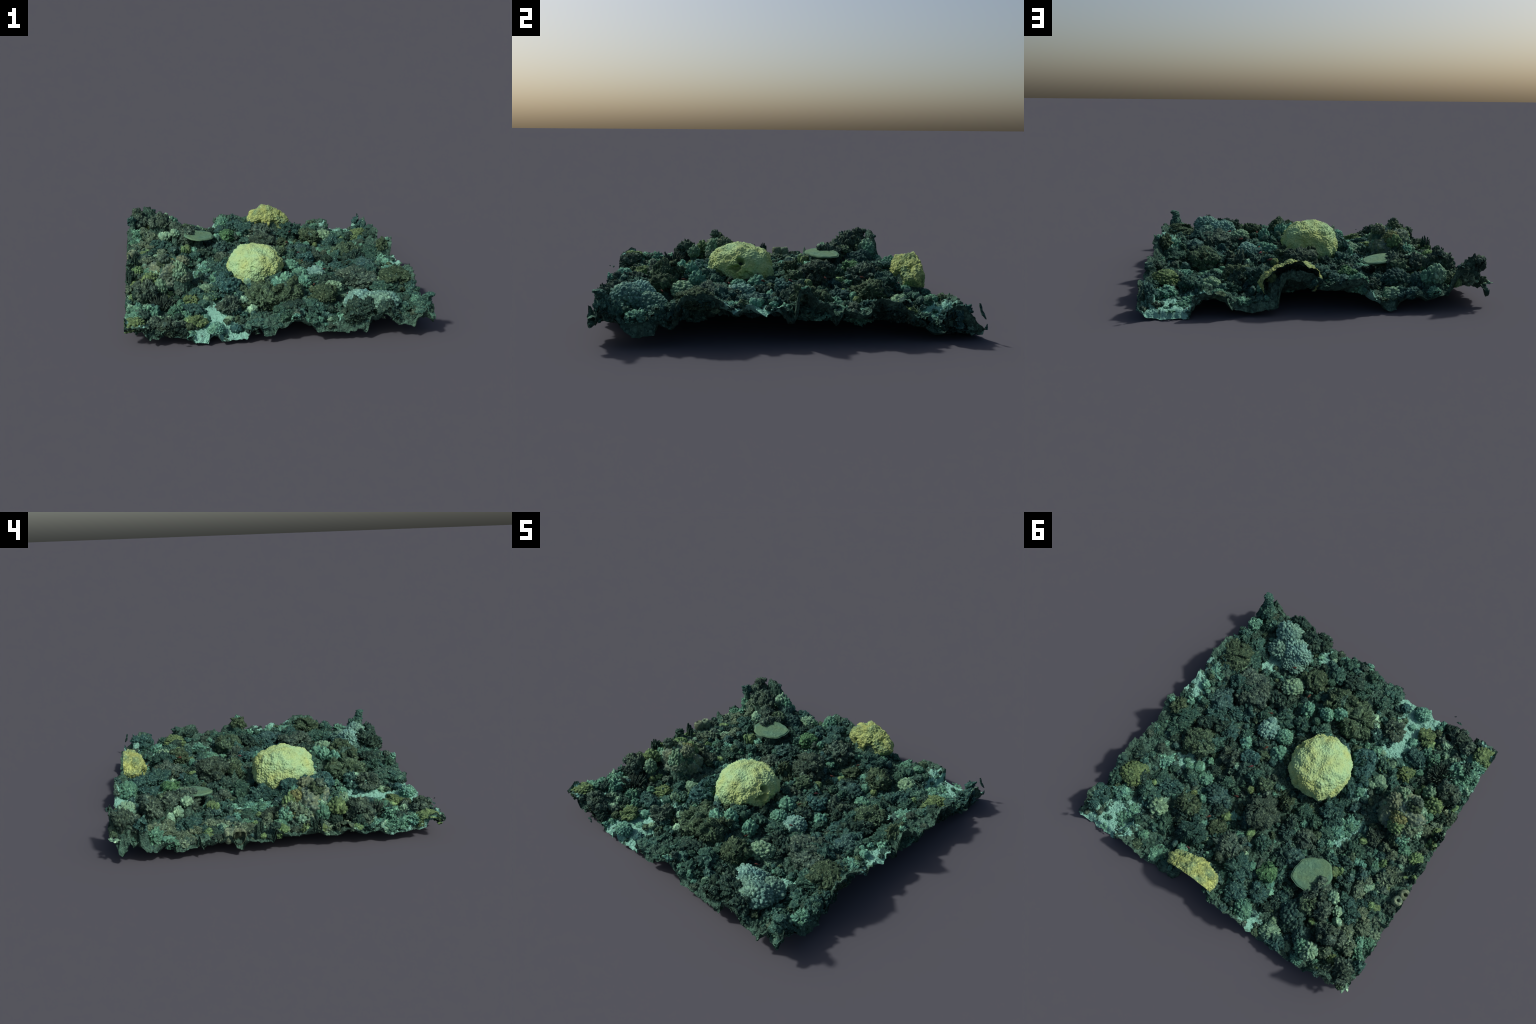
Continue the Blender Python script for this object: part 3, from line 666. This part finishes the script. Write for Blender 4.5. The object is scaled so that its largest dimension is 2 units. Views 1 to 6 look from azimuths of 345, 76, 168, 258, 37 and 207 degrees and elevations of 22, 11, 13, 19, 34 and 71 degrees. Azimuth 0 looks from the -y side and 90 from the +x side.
# ---- fish
def fish_mesh(hue):
    prof = [(-.5, .02), (-.42, .14), (-.25, .24), (0, .28), (.25, .2), (.42, .09), (.5, .05)]
    v, f, n = [], [], 12
    for x, h in prof:
        v += [(x, .55 * h * math.cos(a * 6.283 / n), h * math.sin(a * 6.283 / n)) for a in range(n)]
    f += [(s * n + a, s * n + (a + 1) % n, (s + 1) * n + (a + 1) % n, (s + 1) * n + a) for s in range(len(prof) - 1) for a in range(n)]
    b = len(v)
    for x, z in ((.45, 0), (.72, .26), (.64, 0), (.72, -.26)):
        v += [(x, -.02, z), (x, .02, z)]
    f += [(b, b + 2, b + 4, b + 6), (b + 1, b + 7, b + 5, b + 3), (b, b + 1, b + 3, b + 2), (b + 2, b + 3, b + 5, b + 4), (b + 4, b + 5, b + 7, b + 6), (b + 6, b + 7, b + 1, b)]
    return mesh_from('fish', v, f, material(hue, 'lobes'))
FISH_MESH = {h: fish_mesh(h) for h in ('red', 'orange', 'pink')}
for x, y, z, turn, hue in FISH:
    place('fish', FISH_MESH[hue], (x, y, z + .004), (.5, .15, math.radians(turn)), (.026, .026, .026))

# ------------------------------------------------------------------ crust
MASS = np.array(MASSES)

def crust_base(x, y):
    base = ground(x, y)
    for sx, sy, r in SAND:
        base = base - .006 * np.exp(-((x - sx) ** 2 + (y - sy) ** 2) / (2 * (r * .6) ** 2))
    return base

def crust_height(x, y):
    z = crust_base(x, y)
    for mx, my, mt, mr, mz, ar in MASS:
        d = np.hypot(x - mx, (y - my) / ar) / mr
        q = np.sqrt(np.clip(1 - d * d, 0, 1))
        z = np.where(d < 1, np.maximum(z, mt - mz * 1.4 * (1 - q) - .004), z)
    return z

N = 500
s, t = np.meshgrid(np.linspace(0, 1, N + 1), np.linspace(0, 1, N + 1), indexing='ij')
wob = lambda f, seed: fbm(np.stack([s.ravel() * f, t.ravel() * f, 0 * s.ravel()], 1), 3, seed).reshape(s.shape)
X = (1 - t) * ((1 - s) * B[0] + s * A[0]) + t * ((1 - s) * C[0] + s * D[0])
Y = (1 - t) * ((1 - s) * B[1] + s * A[1]) + t * ((1 - s) * C[1] + s * D[1])
inner = np.minimum(np.minimum(s, 1 - s), np.minimum(t, 1 - t)) * 1.74
Z = crust_height(X, Y)
rims = []
for prof, frac, dist in ((RIM_BA, s, t), (RIM_AD, t, 1 - s), (RIM_DC, 1 - s, 1 - t), (RIM_CB, 1 - t, s)):
    pr = np.array(prof)
    rims.append((np.interp(frac, pr[:, 0], pr[:, 1]), dist * 1.74))
weight = sum(1 / (d + .004) ** 2 for z, d in rims)
rim = sum(z / (d + .004) ** 2 for z, d in rims) / weight + .010 * wob(60, 5) + .006 * wob(160, 6)
reach = .03 + .06 * smooth(.0, .10, rim - Z)           # high rims are cut heads that run on inwards
blend = smooth(0, 1, inner / reach + .25 * wob(45, 8) * (inner > 0))
Z = rim * (1 - blend) + Z * blend
P3 = np.stack([X.ravel(), Y.ravel(), Z.ravel()], 1)
f1, f2, ident = cells(P3 / .013, 31)
rubble = np.clip(1 - (f1 / .78) ** 1.5, 0, 1) * (.25 + ident)
g1, g2, gid = cells(P3 / .042, 37)
bare = np.ones(X.shape)
for sx, sy, r in SAND:
    bare = np.minimum(bare, .5 + .5 * smooth(.4, 1.1, np.hypot(X - sx, Y - sy) / r))
relief = (.017 * (rubble - .4) + .036 * (.6 - g1) * gid + .024 * fbm(P3 / .05, 3, 3)).reshape(Z.shape)
Z = Z + relief * bare * (.3 + .7 * smooth(0, .025, inner))
edge_wob = np.exp(-inner / .03)
X = X + edge_wob * (.010 * wob(70, 11) + .012 * wob(150, 15)) + .005 * wob(200, 13)
Y = Y + edge_wob * (.010 * wob(70, 12) + .012 * wob(150, 16)) + .005 * wob(200, 14)
recess = .055 * smooth(.36, .41, 1 - s) * (1 - smooth(.48, .55, 1 - s)) * np.exp(-(1 - t) * 1.74 / .08)
tip = np.exp(-(s ** 2 + (1 - t) ** 2) * 1.74 ** 2 / .14 ** 2)
Y = Y - recess - .055 * tip
Z = np.maximum(Z, 0)

def sheet(name, xs, ys, zs, mat, flip=False):
    n = xs.shape[0]
    ii = np.arange(n * n).reshape(n, n)
    q = np.stack([ii[:-1, :-1].ravel(), ii[1:, :-1].ravel(), ii[1:, 1:].ravel(), ii[:-1, 1:].ravel()], 1)
    return place(name, mesh_from(name, np.stack([xs.ravel(), ys.ravel(), zs.ravel()], 1), q[:, ::-1] if flip else q, mat))

CRUST_SKIN = crust_material()
crust = sheet('reef_crust', X, Y, Z, CRUST_SKIN)
step = 4                                                # coarse inner face gives the crust its thickness
sunk = Z.copy()
for ax in (0, 1):
    for sh in (-3, -2, -1, 1, 2, 3):
        sunk = np.minimum(sunk, np.roll(Z, sh, ax))
inner_face = np.where(inner < .004, Z, sunk - .006)
pick = slice(0, N + 1, step)
sheet('crust_underside', X[pick, pick], Y[pick, pick], np.maximum(inner_face[pick, pick], .001), CRUST_SKIN, True)

# ------------------------------------------------------------------ small growth between the heads
def height_at(x, y):
    # inverse of the bilinear frame by two Newton-like steps on the regular grid
    a, b = .5, .5
    for _ in range(6):
        px = (1 - b) * ((1 - a) * B + a * A) + b * ((1 - a) * C + a * D) - (x, y)
        ja = (1 - b) * (A - B) + b * (D - C); jb = (1 - a) * (C - B) + a * (D - A)
        det = ja[0] * jb[1] - ja[1] * jb[0]
        a -= (px[0] * jb[1] - px[1] * jb[0]) / det; b -= (ja[0] * px[1] - ja[1] * px[0]) / det
    i = int(min(max(a, 0), 1) * N); j = int(min(max(b, 0), 1) * N)
    return Z[i, j]

small = {}
for v in range(10):
    m = branching_mesh(.022, 400 + v * 7, knob=.009, amp=.009, lump=.25) if v < 8 else lobed_mesh(.022, 400 + v * 7, lobe=.011)
    m.name = 'coral_nub'
    m.materials.append(material('green'))
    small[v] = m
taken = [(x, y, r) for x, y, _, r, _, _ in MASSES] + [(-.857, .357, .045), (-.878, .303, .05)] + [(x, y, .02) for x, y, *_ in FISH]
rng = random.Random(5)
count = 0
for _ in range(9000):
    if count >= 700: break
    a, b = rng.random(), rng.random()
    p = (1 - b) * ((1 - a) * B + a * A) + b * ((1 - a) * C + a * D)
    r = rng.uniform(.013, .034)
    if inside_distance(p[0], p[1]) < .012: continue
    if any((p[0] - x) ** 2 + (p[1] - y) ** 2 < (.8 * q + .35 * r) ** 2 for x, y, q in taken): continue
    if any((p[0] - x) ** 2 + (p[1] - y) ** 2 < (.75 * q) ** 2 for x, y, q in SAND) and (r > .024 or rng.random() < .65): continue
    taken.append((p[0], p[1], r))
    v = rng.randrange(10)
    hue = rng.choice(('green', 'green', 'teal', 'dark', 'olive', 'mint', 'taupe', 'green', 'bluegrey') if v < 8 else ('mint', 'pale', 'green', 'mint', 'teal'))
    if p[0] < -.68 and rng.random() < .6: hue = rng.choice(('sage', 'tan', 'pale', 'taupe', 'lime'))
    q = r / .022
    o = place('coral_nub', small[v], (p[0], p[1], height_at(*p) + r * .2), (rng.uniform(-.3, .3), rng.uniform(-.3, .3), rng.uniform(0, 6.28)),
              (q * rng.uniform(.8, 1.3), q, q * rng.uniform(.8, 1.4)), mat=material(hue, 'coral' if v < 8 else 'lobes'))
    GROWN.append(o); count += 1

# frills: small sprigs seated on the flanks of the bigger heads, breaking their outlines
heads = [(x, y, top, r, hue) for x, y, top, r, hue in BRANCHING + FUZZY if r > .042]
for x, y, top, r, hue in heads:
    for _ in range(2 + int(r > .06) * 2):
        a, u = rng.uniform(0, 6.28), rng.uniform(.55, 1.0)
        q = rng.uniform(.016, .034) / .022
        o = place('coral_sprig', small[rng.randrange(8)], (x + r * u * math.cos(a), y + r * u * math.sin(a), top - r * .8 + r * .75 * math.sqrt(max(0, 1 - u * u)) - .012),
                  (rng.uniform(-.5, .5), rng.uniform(-.5, .5), a), (q, q * rng.uniform(.7, 1.2), q * rng.uniform(.8, 1.4)), mat=material(hue))
        GROWN.append(o)

for o in GROWN:
    clip_to_cut(o)

# growth beyond the 300 largest of a kind is one joined part
def gather(kind, title):
    items = sorted((o for o in bpy.data.objects if o.type == 'MESH' and o.name.split('.')[0] == kind), key=lambda o: -o.dimensions.length)
    rest = items[300:]
    if len(rest) < 2: return
    rest[0].data = rest[0].data.copy()
    with bpy.context.temp_override(active_object=rest[0], object=rest[0], selected_objects=rest, selected_editable_objects=rest):
        bpy.ops.object.join()
    rest[0].name = title
    rest[0]['kind'] = 'stuff'

bpy.context.view_layer.update()
gather('coral_nub', 'coral_undergrowth')
gather('coral_sprig', 'coral_frill')
bpy.context.view_layer.update()
tris = sum(len(o.data.polygons) * (2 if o.data.name.startswith('reef') else 1) for o in bpy.data.objects if o.type == 'MESH')
print('parts', len(bpy.data.objects), 'faces about', tris)
